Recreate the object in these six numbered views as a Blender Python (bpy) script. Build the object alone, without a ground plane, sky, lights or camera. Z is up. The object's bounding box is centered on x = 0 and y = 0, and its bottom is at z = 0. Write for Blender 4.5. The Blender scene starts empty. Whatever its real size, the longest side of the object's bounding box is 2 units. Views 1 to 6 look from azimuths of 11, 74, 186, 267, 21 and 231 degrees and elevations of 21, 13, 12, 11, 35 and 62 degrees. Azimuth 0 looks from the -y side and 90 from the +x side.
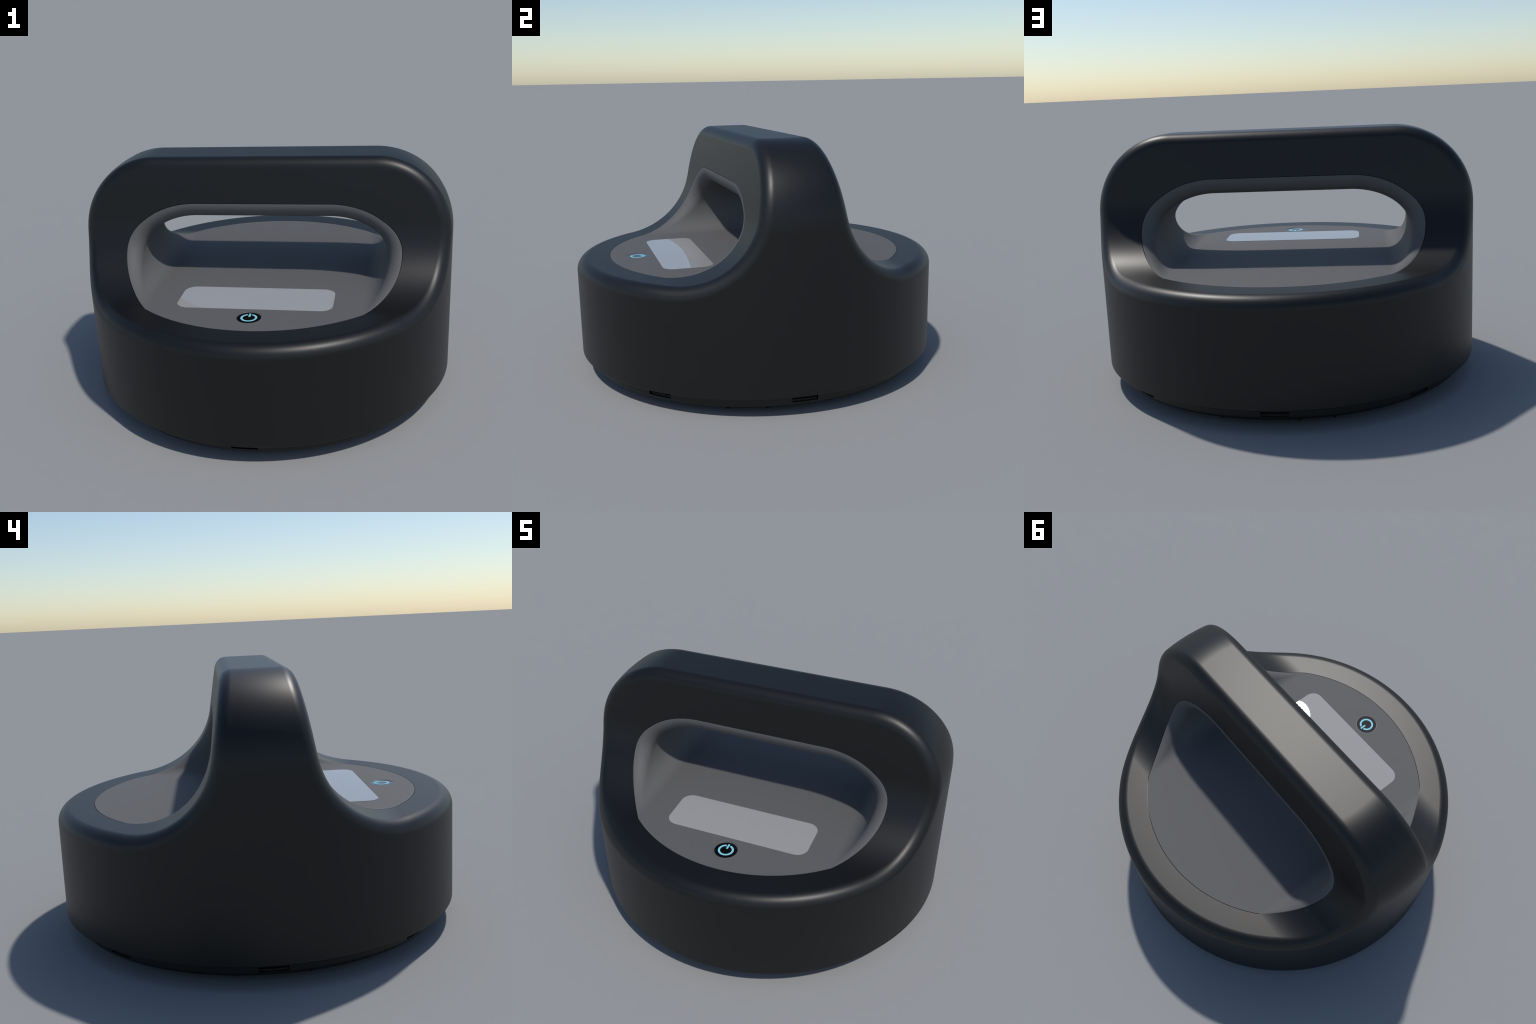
"""Round black countertop device with an arched carry handle, a grey through-tunnel
liner, a mirror-smooth display panel, a power button and a slotted recessed base."""
import bpy, bmesh, math
import numpy as np
from mathutils import Vector
from mathutils.geometry import tessellate_polygon

# ------------------------------------------------------------------ dimensions
R_BODY = 1.0            # outer cylinder
H_TOP = 1.300           # top of the handle
R_SHOULDER = 0.40       # big rounding between cylinder and handle top
Z_RIM = 0.107           # lower edge of the cylinder wall
Z_FLOOR = 0.633         # flat deck in front of and behind the handle
TILT = math.radians(9.0)    # lean of the handle faces
RHO = 0.4055             # concave sweep from deck into handle face
Y_SWEEP = 0.6105         # where the sweep leaves the deck
R_EDGE = 0.064          # rolling-ball rounding along the outer edge
R_LIP = 0.070           # rounding of the tunnel mouth
R_SEAM = 0.818          # radius of the deck seam
GAP = 0.0030            # width of the dark parting line

A = np.array([Y_SWEEP, Z_FLOOR + RHO])            # centre of the concave sweep
N_FACE = np.array([math.cos(TILT), math.sin(TILT)])  # face normal in (|y|, z)
UP_FACE = np.array([-math.sin(TILT), math.cos(TILT)])
J = A - RHO * N_FACE                               # joint sweep / straight face
S_ARC = RHO * (math.pi / 2 - TILT)                 # length of the sweep


# ------------------------------------------------------------------ analytic surfaces
def wall(p):
    """Signed distance and gradient of the revolved outer body, p (n,3)."""
    r = np.hypot(p[:, 0], p[:, 1])
    rs = np.maximum(r, 1e-9)
    q = np.stack([r - (R_BODY - R_SHOULDER), p[:, 2] - (H_TOP - R_SHOULDER)], 1)
    qm = np.maximum(q, 0)
    ln = np.linalg.norm(qm, axis=1)
    inside = np.minimum(np.maximum(q[:, 0], q[:, 1]), 0)
    d = inside + ln - R_SHOULDER
    g2 = np.where(ln[:, None] > 1e-9, qm / np.maximum(ln, 1e-9)[:, None],
                  np.where((q[:, 0] > q[:, 1])[:, None], [1.0, 0.0], [0.0, 1.0]))
    g = np.stack([g2[:, 0] * p[:, 0] / rs, g2[:, 0] * p[:, 1] / rs, g2[:, 1]], 1)
    return d, g


def sheet(p):
    """Signed distance and gradient of the front deck/handle profile (front is -y)."""
    y, z = -p[:, 1], p[:, 2]
    v = np.stack([y, z], 1) - A
    ln = np.maximum(np.linalg.norm(v, axis=1), 1e-9)
    floor = y > Y_SWEEP
    line = (~floor) & (v @ UP_FACE > 0)
    d = np.where(floor, z - Z_FLOOR, np.where(line, v @ N_FACE + RHO, RHO - ln))
    gy = np.where(floor, 0.0, np.where(line, N_FACE[0], -v[:, 0] / ln))
    gz = np.where(floor, 1.0, np.where(line, N_FACE[1], -v[:, 1] / ln))
    return d, np.stack([np.zeros_like(gy), -gy, gz], 1)


def s_to_yz(s):
    """Arc length along the profile (0 = start of sweep, + up the face) -> |y|, z."""
    s = np.asarray(s, float)
    ang = np.clip(s, 0, S_ARC) / RHO
    y = A[0] - RHO * np.sin(ang)
    z = A[1] - RHO * np.cos(ang)
    up = np.maximum(s - S_ARC, 0)
    dn = np.minimum(s, 0)
    return y + up * UP_FACE[0] - dn, z + up * UP_FACE[1]


def yz_to_s(y, z):
    v = np.stack([y, z], 1) - A
    arc = np.arctan2(-v[:, 0], -v[:, 1]) * RHO
    line = S_ARC + v @ UP_FACE
    return np.where(y > Y_SWEEP, Y_SWEEP - y, np.where(v @ UP_FACE > 0, line, arc))


def resample(poly, n, closed=True):
    p = np.vstack([poly, poly[:1]]) if closed else poly
    t = np.concatenate([[0], np.cumsum(np.linalg.norm(np.diff(p, axis=0), axis=1))])
    u = np.linspace(0, t[-1], n, endpoint=not closed)
    return np.stack([np.interp(u, t, p[:, k]) for k in range(p.shape[1])], 1)


# ------------------------------------------------------------------ tunnel mouth
# Path of the lip rounding's centre in (x, z): two superellipse quarters per side,
# wide and elliptical above the waist, tighter where the wall runs into the floor.
X_KINK = math.sqrt(R_SEAM**2 - Y_SWEEP**2)
X_WAIST, Z_WAIST, Z_LIP_TOP = 0.735, 0.786, 1.0520


def quarter(cx, a, b, p, n):
    t = np.linspace(0, math.pi / 2, n)
    return np.stack([cx + a * np.sin(t)**(2 / p), b * np.cos(t)**(2 / p)], 1)


lower = quarter(X_KINK, X_WAIST - X_KINK, Z_WAIST - Z_FLOOR + R_LIP, 2.1, 4000)
upper = quarter(0.36, X_WAIST - 0.36, Z_LIP_TOP - Z_WAIST, 2.0, 4000)[::-1]
right = np.vstack([np.stack([lower[:, 0], Z_WAIST - lower[:, 1]], 1),
                   np.stack([upper[:, 0], Z_WAIST + upper[:, 1]], 1)[1:]])
N_LIP = 441
lip_c = resample(np.vstack([right, right[::-1] * [-1, 1]]), N_LIP, closed=False)   # right -> top -> left
tan = np.gradient(lip_c, axis=0)
tan /= np.linalg.norm(tan, axis=1)[:, None]
lip_m = np.stack([-tan[:, 1], tan[:, 0]], 1)           # points into the tunnel void
lip_m[0] = lip_m[-1] = (0, 1)
# profile offset inwards by R_LIP: find the y of the rolling-ball centre
zc = lip_c[:, 1]
sin_phi = np.clip((A[1] - zc) / (RHO + R_LIP), math.sin(TILT), 1.0)
phi = np.arcsin(sin_phi)
n_y, n_z = np.cos(phi), np.sin(phi)
straight = (A[1] - zc) / (RHO + R_LIP) < math.sin(TILT)
jc = A - (RHO + R_LIP) * N_FACE
yc = np.where(straight, jc[0] + (zc - jc[1]) * UP_FACE[0] / UP_FACE[1], A[0] - (RHO + R_LIP) * np.cos(phi))
seam_side = np.stack([lip_c[:, 0], yc + R_LIP * n_y, zc + R_LIP * n_z], 1)   # x, |y|, z

# whole seam loop in flattened (x, s) coordinates, counter-clockwise
th = np.linspace(math.atan2(-Y_SWEEP, -X_KINK), math.atan2(-Y_SWEEP, X_KINK), 200)[1:-1]
deck_arc = np.stack([R_SEAM * np.cos(th), Y_SWEEP + R_SEAM * np.sin(th)], 1)   # s = Y_SWEEP-|y|
side_flat = np.stack([seam_side[:, 0], yz_to_s(seam_side[:, 1], seam_side[:, 2])], 1)
seam_flat = np.vstack([side_flat, deck_arc])


def flat_to_3d(f):
    y, z = s_to_yz(f[:, 1])
    return np.stack([f[:, 0], -y, z], 1)


# ------------------------------------------------------------------ shell: edge loop and its rounding
def edge_polyline():
    zz = np.concatenate([np.linspace(Z_FLOOR, H_TOP - R_SHOULDER, 300)[1:],
                         H_TOP - R_SHOULDER + R_SHOULDER * np.sin(np.linspace(0, math.pi / 2, 300))[1:]])
    s = np.array([0.0])
    y = np.where(zz > J[1], J[0] - (zz - J[1]) * math.tan(TILT),
                 A[0] - np.sqrt(np.maximum(RHO**2 - (A[1] - np.minimum(zz, J[1]))**2, 0)))
    rw = np.where(zz < H_TOP - R_SHOULDER, R_BODY,
                  R_BODY - R_SHOULDER + np.sqrt(np.maximum(R_SHOULDER**2 - (zz - H_TOP + R_SHOULDER)**2, 0)))
    x = np.sqrt(rw**2 - y**2)
    side = np.stack([x, -y, zz], 1)
    a1 = math.asin(Y_SWEEP)
    ta = np.linspace(-math.pi / 2, -a1, 200)
    deck = np.stack([np.cos(ta), np.sin(ta), np.full_like(ta, Z_FLOOR)], 1)
    xt = np.linspace(x[-1], 0, 150)[1:]
    top = np.stack([xt, np.full_like(xt, -y[-1]), np.full_like(xt, H_TOP)], 1)
    half = np.vstack([deck, side, top])
    other = half[1:-1][::-1] * [-1, 1, 1]
    return np.vstack([half, other])


N = 1000
P = resample(edge_polyline(), N)
T = np.roll(P, -1, 0) - np.roll(P, 1, 0)
T /= np.linalg.norm(T, axis=1)[:, None]
C = P.copy()
_, gw = wall(P); _, gs = sheet(P)
C = P - R_EDGE * (gw + gs) / (1 + np.sum(gw * gs, 1))[:, None]
for _ in range(25):
    dw, gw = wall(C); ds, gs = sheet(C)
    M = np.stack([gw, gs, T], 1)
    rhs = np.stack([-R_EDGE - dw, -R_EDGE - ds, -np.sum((C - P) * T, 1)], 1)
    C = C + np.linalg.solve(M, rhs[:, :, None])[:, :, 0]
dw, gw = wall(C); ds, gs = sheet(C)
contact_s = C + R_EDGE * gs
contact_w = C + R_EDGE * gw

rows, nrm = [], []

# 1. groove wall at the seam, then sheet from seam to rounding
flat_out = np.stack([contact_s[:, 0], yz_to_s(-contact_s[:, 1], contact_s[:, 2])], 1)
centre = np.array([0.0, 0.05])


def outset(loop, g):
    t = np.roll(loop, -1, 0) - np.roll(loop, 1, 0)
    t /= np.linalg.norm(t, axis=1)[:, None]
    return loop + g * np.stack([t[:, 1], -t[:, 0]], 1)


seam_out = outset(seam_flat, GAP)
ang_s = np.unwrap(np.arctan2(*(seam_out - centre).T[::-1]))
ang_o = np.arctan2(*(flat_out - centre).T[::-1])
order = np.argsort(np.mod(ang_s, 2 * math.pi))
a_sorted = np.mod(ang_s, 2 * math.pi)[order]
r_sorted = np.linalg.norm(seam_out - centre, axis=1)[order]
a_ext = np.concatenate([a_sorted - 2 * math.pi, a_sorted, a_sorted + 2 * math.pi])
r_in = np.interp(np.mod(ang_o, 2 * math.pi), a_ext, np.tile(r_sorted, 3))
flat_in = centre + r_in[:, None] * np.stack([np.cos(ang_o), np.sin(ang_o)], 1)
p_in = flat_to_3d(flat_in); _, n_in = sheet(p_in + [0, -1e-6, 0])
rows.append(p_in - 0.03 * n_in)
nrm.append(n_in)
N_SHEET = 26
for k in range(N_SHEET):
    f = flat_in + (flat_out - flat_in) * k / N_SHEET
    p = flat_to_3d(f); _, g = sheet(p)
    rows.append(p); nrm.append(g)
# 2. rolling-ball rounding
N_ARC = 12
om = np.arccos(np.clip(np.sum(gs * gw, 1), -1, 1))[:, None]
for k in range(N_ARC + 1):
    t = k / N_ARC
    n = (np.sin((1 - t) * om) * gs + np.sin(t * om) * gw) / np.sin(om)
    rows.append(C + R_EDGE * n); nrm.append(n)
# 3. outer wall down to the rim (deck part) or to the mid-plane y = 0 (handle part)
R_RIM = 0.006
zb = Z_RIM + R_RIM
Z_SPLIT = 0.72
theta = np.arctan2(contact_w[:, 1], contact_w[:, 0])
up = P[:, 2] > Z_SPLIT
split_theta = abs(theta[up][np.argmin(P[up, 2])])      # |angle| off the x axis at the split
split_theta = min(split_theta, math.pi - split_theta)
base = np.zeros_like(P)
off = np.minimum(np.abs(theta), math.pi - np.abs(theta))
lo_t = (math.pi / 2 - off) / (math.pi / 2 - split_theta) * math.pi / 2
lo_t = np.clip(lo_t, 0, math.pi / 2)
sg = np.sign(contact_w[:, 0] + 1e-12)
base[:, 0] = np.where(up, 0, sg * np.sin(lo_t)); base[:, 1] = np.where(up, 0, -np.cos(lo_t)); base[:, 2] = zb
w = np.clip((P[:, 2] - Z_SPLIT) / (1.15 - Z_SPLIT), 0, 1)
zt = zb + (contact_w[:, 2] - zb) * w
r_at = np.where(zt < H_TOP - R_SHOULDER, 1.0,
                np.minimum(R_BODY - R_SHOULDER + np.sqrt(np.maximum(R_SHOULDER**2 - (np.minimum(zt, H_TOP) - H_TOP + R_SHOULDER)**2, 0)), 1.0))
on_top = contact_w[:, 2] > H_TOP - 1e-6
base_x = np.where(on_top, contact_w[:, 0], sg * r_at)
base[up, 0] = base_x[up]; base[up, 2] = zt[up]
N_WALL = 44
for k in range(1, N_WALL + 1):
    t = k / N_WALL
    p = contact_w + (base - contact_w) * t
    for _ in range(2):
        d, g = wall(p)
        p = p - d[:, None] * g
    if k == N_WALL:
        p[up, 1] = 0.0
    d, g = wall(p)
    rows.append(p); nrm.append(g)
n_full = len(rows)
# 4. small rim rounding and underside lip (deck part only)
dir2 = base.copy(); dir2[:, 2] = 0
dir2 /= np.maximum(np.linalg.norm(dir2, axis=1), 1e-9)[:, None]
for k in range(1, 5):
    a = k / 4 * math.pi / 2
    rad = R_BODY - R_RIM + R_RIM * math.cos(a)
    p = dir2 * rad; p[:, 2] = zb - R_RIM * math.sin(a)
    n = dir2 * math.cos(a); n[:, 2] = -math.sin(a)
    rows.append(p); nrm.append(n)
p = dir2 * 0.90; p[:, 2] = Z_RIM
rows.append(p); nrm.append(np.tile([0, 0, -1.0], (N, 1)))

low = ~up

verts, normals, faces = [], [], []


def add_half(flip):
    base_i = len(verts)
    s = np.array([1, -1, 1]) if flip else np.array([1, 1, 1])
    for r_, n_ in zip(rows, nrm):
        verts.extend((r_ * s).tolist()); normals.extend((n_ * s).tolist())
    for j in range(len(rows) - 1):
        for i in range(N):
            i2 = (i + 1) % N
            if j >= n_full - 1 and (up[i] and up[i2]):
                continue
            q = (base_i + j * N + i, base_i + j * N + i2, base_i + (j + 1) * N + i2, base_i + (j + 1) * N + i)
            faces.append(q if flip else q[::-1])


# the two base points either side of the split must meet at (±1, 0, zb)
for i in range(N):
    if low[i] and (up[(i + 1) % N] or up[i - 1]):
        corner = np.array([sg[i] * 1.0, 0.0, zb])
        rows[n_full - 1][i] = corner
        for k in range(n_full, len(rows)):
            z = rows[k][i][2]; rad = np.hypot(rows[k][i][0], rows[k][i][1])
            rows[k][i] = [sg[i] * rad, 0, z]
add_half(False)
add_half(True)


# ------------------------------------------------------------------ mesh helpers
def new_mesh(name, v, f, n=None, merge=0.0):
    me = bpy.data.meshes.new(name)
    me.from_pydata([tuple(x) for x in v], [], [tuple(x) for x in f])
    me.update()
    if merge:
        bm = bmesh.new(); bm.from_mesh(me)
        bmesh.ops.remove_doubles(bm, verts=bm.verts, dist=merge)
        bmesh.ops.dissolve_degenerate(bm, edges=bm.edges, dist=1e-7)
        bm.to_mesh(me); bm.free()
    me.polygons.foreach_set('use_smooth', [True] * len(me.polygons))
    return me


def put(name, me, mat, parent):
    ob = bpy.data.objects.new(name, me)
    bpy.context.scene.collection.objects.link(ob)
    if mat: me.materials.append(mat)
    ob.parent = parent
    return ob


def lathe(profile, seg, closed=False):
    v, f = [], []
    m = len(profile)
    for i in range(seg):
        a = 2 * math.pi * i / seg
        for r, z in profile:
            v.append((r * math.cos(a), r * math.sin(a), z))
    for i in range(seg):
        i2 = (i + 1) % seg
        for j in range(m if closed else m - 1):
            j2 = (j + 1) % m
            f.append((i * m + j, i2 * m + j, i2 * m + j2, i * m + j2))
    return v, f


# ------------------------------------------------------------------ materials
def material(name, colour, rough, spec=0.5, grain=0.0, grain_scale=300.0, bump=0.0, coat=0.0):
    m = bpy.data.materials.new(name); m.use_nodes = True
    nt = m.node_tree; b = nt.nodes['Principled BSDF']
    b.inputs['Roughness'].default_value = rough
    b.inputs['Specular IOR Level'].default_value = spec
    b.inputs['Coat Weight'].default_value = coat
    tc = nt.nodes.new('ShaderNodeTexCoord')
    nz = nt.nodes.new('ShaderNodeTexNoise'); nz.inputs['Scale'].default_value = grain_scale
    nz.inputs['Detail'].default_value = 2.0
    nt.links.new(tc.outputs['Object'], nz.inputs['Vector'])
    ramp = nt.nodes.new('ShaderNodeValToRGB')
    ramp.color_ramp.elements[0].position = 0.35; ramp.color_ramp.elements[1].position = 0.65
    ramp.color_ramp.elements[0].color = (*[c * (1 - grain) for c in colour], 1)
    ramp.color_ramp.elements[1].color = (*[c * (1 + grain) for c in colour], 1)
    nt.links.new(nz.outputs['Fac'], ramp.inputs['Fac'])
    nt.links.new(ramp.outputs['Color'], b.inputs['Base Color'])
    if bump:
        bp = nt.nodes.new('ShaderNodeBump'); bp.inputs['Strength'].default_value = bump
        bp.inputs['Distance'].default_value = 0.002
        nt.links.new(nz.outputs['Fac'], bp.inputs['Height'])
        nt.links.new(bp.outputs['Normal'], b.inputs['Normal'])
    return m


MAT_BLACK = material('black_satin_plastic', (0.0037, 0.0036, 0.0035), 0.43, 0.44, 0.04)
MAT_GREY = material('grey_matt_plastic', (0.100, 0.098, 0.098), 0.72, 0.4, 0.02)
MAT_SCREEN = material('pale_glass_panel', (0.312, 0.309, 0.307), 0.0, 0.5, 0.0)
MAT_DISC = material('black_gloss_button', (0.004, 0.004, 0.0045), 0.04, 0.5, 0.0)
MAT_BEZEL = material('dark_grey_trim', (0.10, 0.100, 0.102), 0.45, 0.5, 0.0)
MAT_CYAN = material('cyan_marking', (0.245, 0.60, 0.70), 0.04, 0.5, 0.0)

# ------------------------------------------------------------------ root
root = bpy.data.objects.new('portable_device', None)
bpy.context.scene.collection.objects.link(root)
root['label'] = 'round black device with arched carry handle, grey tunnel and display'
root['category'] = 'appliance'

# ------------------------------------------------------------------ shell -> body + handle
sv = np.array(verts); sn = np.array(normals)
full = new_mesh('shell', sv, faces, merge=2e-5)
bm = bmesh.new(); bm.from_mesh(full)
bm.verts.ensure_lookup_table()
co = np.array([v.co[:] for v in bm.verts])
bm.normal_update()


def analytic_normals(c):
    """Shading normals from the smooth surfaces themselves (nearest source vertex)."""
    key = {}
    for p, n in zip(np.round(sv, 4).tolist(), sn.tolist()):
        key.setdefault(tuple(p), n)
    return [key.get(tuple(p)) for p in np.round(c, 4).tolist()]


norm_all = analytic_normals(co)
Z_HANDLE = 0.80


def region(name, keep, parent):
    b2 = bm.copy()
    kill = [f for f in b2.faces if not keep(f)]
    bmesh.ops.delete(b2, geom=kill, context='FACES')
    me = bpy.data.meshes.new(name)
    b2.verts.index_update()
    b2.to_mesh(me); b2.free()
    me.polygons.foreach_set('use_smooth', [True] * len(me.polygons))
    c = np.array([v.co[:] for v in me.vertices])
    ns = analytic_normals(c)
    nn = [Vector(n) if n is not None else me.vertices[i].normal.copy() for i, n in enumerate(ns)]
    me.normals_split_custom_set_from_vertices([tuple(x.normalized()) for x in nn])
    return put(name, me, MAT_BLACK, parent)


body = region('body', lambda f: f.calc_center_median().z <= Z_HANDLE, root)
handle = region('handle', lambda f: f.calc_center_median().z > Z_HANDLE, root)
bm.free(); bpy.data.meshes.remove(full)

# ------------------------------------------------------------------ tunnel liner
lr, ln_ = [], []
front = seam_side * [1, -1, 1]
nS = np.stack([np.zeros(N_LIP), -n_y, n_z], 1)
nT = np.stack([lip_m[:, 0], np.zeros(N_LIP), lip_m[:, 1]], 1)
cen = np.stack([lip_c[:, 0], -yc, lip_c[:, 1]], 1)
cosang = np.clip(np.sum(nS * nT, 1), -1, 1)
angl = np.arccos(cosang)[:, None]
lr.append(front - 0.03 * nS); ln_.append(nS)
for k in range(13):
    t = k / 12
    sa = np.sin(angl)
    n = np.where(sa > 1e-4, (np.sin((1 - t) * angl) * nS + np.sin(t * angl) * nT) / np.maximum(sa, 1e-4), nS)
    n /= np.linalg.norm(n, axis=1)[:, None]
    lr.append(cen + R_LIP * n); ln_.append(n)
inner = lr[-1]
for k in range(1, 9):
    p = inner.copy(); p[:, 1] = inner[:, 1] * (1 - k / 8)
    lr.append(p); ln_.append(nT)
n_half = len(lr)
for k in range(n_half - 2, -1, -1):
    lr.append(lr[k] * [1, -1, 1]); ln_.append(ln_[k] * [1, -1, 1])
lv = np.vstack(lr); lnn = np.vstack(ln_); lf = []
for j in range(len(lr) - 1):
    for i in range(N_LIP - 1):
        lf.append((j * N_LIP + i, j * N_LIP + i + 1, (j + 1) * N_LIP + i + 1, (j + 1) * N_LIP + i))
# flat floor of the tunnel running out to the round deck seams, with a hole for the button
BX, BY, R_HOLE = 0.001, -0.669, 0.066
xs = np.linspace(-X_KINK, X_KINK, 161)
yr = np.sqrt(R_SEAM**2 - xs**2)
outline = [(x, -y) for x, y in zip(xs, yr)] + [(x, y) for x, y in zip(xs[::-1], yr[::-1])]
hole = [(BX + R_HOLE * math.cos(2 * math.pi * k / 96), BY + R_HOLE * math.sin(2 * math.pi * k / 96)) for k in range(96)]
loops = [[Vector((x, y, 0)) for x, y in outline], [Vector((x, y, 0)) for x, y in hole[::-1]]]
o = len(lv)
fv = [(x, y, Z_FLOOR) for x, y in outline + hole[::-1]]
fn = [(0, 0, 1)] * len(fv)
for t in tessellate_polygon(loops):
    lf.append(tuple(o + i for i in t))
for arc in (outline[:161], outline[161:]):            # parting-line wall below the deck seams
    b0 = o + len(fv)
    for x, y in arc:
        fv += [(x, y, Z_FLOOR), (x, y, Z_FLOOR - 0.03)]
        ln2 = math.hypot(x, y); fn += [(x / ln2, y / ln2, 0)] * 2
    lf += [(b0 + 2 * k, b0 + 2 * k + 1, b0 + 2 * k + 3, b0 + 2 * k + 2) for k in range(160)]
lv = np.vstack([lv, np.array(fv)]); lnn = np.vstack([lnn, np.array(fn)])
me = new_mesh('liner', lv, lf)
me.normals_split_custom_set_from_vertices([tuple(x) for x in lnn])
liner = put('liner', me, MAT_GREY, root)


# ------------------------------------------------------------------ display panel
def rounded_rect(x0, x1, y0, y1, r, n=14):
    pts = []
    for cx, cy, a0 in ((x1 - r, y1 - r, 0), (x0 + r, y1 - r, 90), (x0 + r, y0 + r, 180), (x1 - r, y0 + r, 270)):
        for k in range(n + 1):
            a = math.radians(a0 + 90 * k / n)
            pts.append((cx + r * math.cos(a), cy + r * math.sin(a)))
    return pts


def plate(name, outline, z0, z1, mat, parent, bevel=0.0):
    bmp = bmesh.new()
    f = bmp.faces.new([bmp.verts.new((x, y, z1)) for x, y in outline])
    r = bmesh.ops.extrude_face_region(bmp, geom=[f])
    for v in r['geom']:
        if isinstance(v, bmesh.types.BMVert): v.co.z = z0
    bmesh.ops.recalc_face_normals(bmp, faces=bmp.faces)
    mep = bpy.data.meshes.new(name); bmp.to_mesh(mep); bmp.free()
    return put(name, mep, mat, parent)


screen = plate('display_panel', rounded_rect(-0.400, 0.400, -0.578, -0.310, 0.062), Z_FLOOR - 0.01, Z_FLOOR + 0.0012, MAT_SCREEN, root)

# ------------------------------------------------------------------ power button
button = bpy.data.objects.new('power_button', None)
bpy.context.scene.collection.objects.link(button)
button.parent = root
button.location = (BX, BY, Z_FLOOR)
SINK = -0.0034                                        # the face sits in a shallow dished recess
v, f = lathe([(R_HOLE, 0.0), (0.0656, -0.0024), (0.0649, -0.0005), (0.0606, -0.0028), (0.0600, SINK), (0.0600, -0.02)], 96)
put('button_trim', new_mesh('button_trim', v, f), MAT_BEZEL, button)
disc = plate('button_face', [(0.0601 * math.cos(2 * math.pi * k / 96), 0.0601 * math.sin(2 * math.pi * k / 96)) for k in range(96)],
             -0.02, SINK + 0.0004, MAT_DISC, button)


def arc_band(r0, r1, a0, a1, n=72):
    o_ = [(r1 * math.cos(math.radians(a0 + (a1 - a0) * k / n)), r1 * math.sin(math.radians(a0 + (a1 - a0) * k / n))) for k in range(n + 1)]
    i_ = [(r0 * math.cos(math.radians(a0 + (a1 - a0) * k / n)), r0 * math.sin(math.radians(a0 + (a1 - a0) * k / n))) for k in range(n + 1)]
    return o_ + i_[::-1]


plate('power_symbol_ring', arc_band(0.0308, 0.0415, 90 + 17, 90 + 343), SINK - 0.002, SINK + 0.0009, MAT_CYAN, button)
plate('power_symbol_bar', rounded_rect(-0.0049, 0.0049, 0.011, 0.047, 0.0015, 4), SINK - 0.002, SINK + 0.0010, MAT_CYAN, button)

# ------------------------------------------------------------------ recessed base with eight slots
R_BASE, Z_BASE = 0.942, 0.046
SLOT_HALF = math.radians(4.1)
SEG = 720
prof = [(R_BASE, Z_RIM + 0.01), (R_BASE, 0.084), (R_BASE, 0.0595), (R_BASE, Z_BASE + 0.006),
        (R_BASE - 0.002, Z_BASE + 0.002), (R_BASE - 0.006, Z_BASE - 0.001), (0.866, 0.0135), (0.858, 0.011), (0.0005, 0.011)]
v, f = [], []
mp = len(prof)
for i in range(SEG):
    a = 2 * math.pi * i / SEG
    v += [(r * math.cos(a), r * math.sin(a), z) for r, z in prof]
step = 2 * math.pi / SEG
n_s = round(SLOT_HALF / step)
slot_cells = {(s * SEG // 8 + k) % SEG for s in range(8) for k in range(-n_s, n_s)}
for i in range(SEG):
    i2 = (i + 1) % SEG
    for j in range(mp - 1):
        if j == 1 and i in slot_cells:
            continue
        f.append((i * mp + j, i * mp + j + 1, i2 * mp + j + 1, i2 * mp + j))
POCKET = [(R_BASE - 0.024, 0.084), (R_BASE - 0.024, 0.0695), (R_BASE - 0.010, 0.0695), (R_BASE - 0.010, 0.0595)]
for s in range(8):                                    # stepped pocket behind each slot
    ids = [(s * SEG // 8 + k) % SEG for k in range(-n_s, n_s + 1)]
    b0, q4 = len(v), len(POCKET)
    for i in ids:
        a = 2 * math.pi * i / SEG
        v += [(r * math.cos(a), r * math.sin(a), z) for r, z in POCKET]
    for k in range(len(ids) - 1):
        q = b0 + q4 * k; q2 = q + q4
        t1, t2 = ids[k] * mp + 1, ids[k + 1] * mp + 1
        f += [(q + j, q + j + 1, q2 + j + 1, q2 + j) for j in range(q4 - 1)]
        f += [(t1, q, q2, t2), (q + q4 - 1, t1 + 1, t2 + 1, q2 + q4 - 1)]
    for k, rev in ((0, False), (len(ids) - 1, True)):
        q = b0 + q4 * k; t1 = ids[k] * mp + 1
        side = (t1, t1 + 1) + tuple(q + j for j in range(q4 - 1, -1, -1))
        f.append(side[::-1] if rev else side)
me = new_mesh('base', v, f)
bmb = bmesh.new(); bmb.from_mesh(me)
bmesh.ops.recalc_face_normals(bmb, faces=bmb.faces)
bmb.to_mesh(me); bmb.free()
me.set_sharp_from_angle(angle=math.radians(35))
base_ob = put('base', me, MAT_BLACK, root)

# ------------------------------------------------------------------ small domed feet under the base
dome = [(0.0, 0.0)] + [(0.016 * math.sin(math.radians(a)), 0.048 * (1 - math.cos(math.radians(a)))) for a in range(10, 91, 10)]
v, f = lathe([(max(r, 1e-4), z) for r, z in dome], 24)
foot_me = new_mesh('foot', v, f); foot_me.materials.append(MAT_BLACK)
R_FOOT = 0.853
feet = []
for c in (0, 180):
    feet += [c + d for d in (-24, -11, 11, 24)]
feet += [90 - 18, 90 + 7, 90 + 18, 270 - 18, 270 + 18]
feet += [45, 135, 225, 315]
for a in feet:
    ob = bpy.data.objects.new('foot', foot_me)
    bpy.context.scene.collection.objects.link(ob)
    ob.parent = base_ob
    ob.location = (R_FOOT * math.cos(math.radians(a)), R_FOOT * math.sin(math.radians(a)), 0.0)
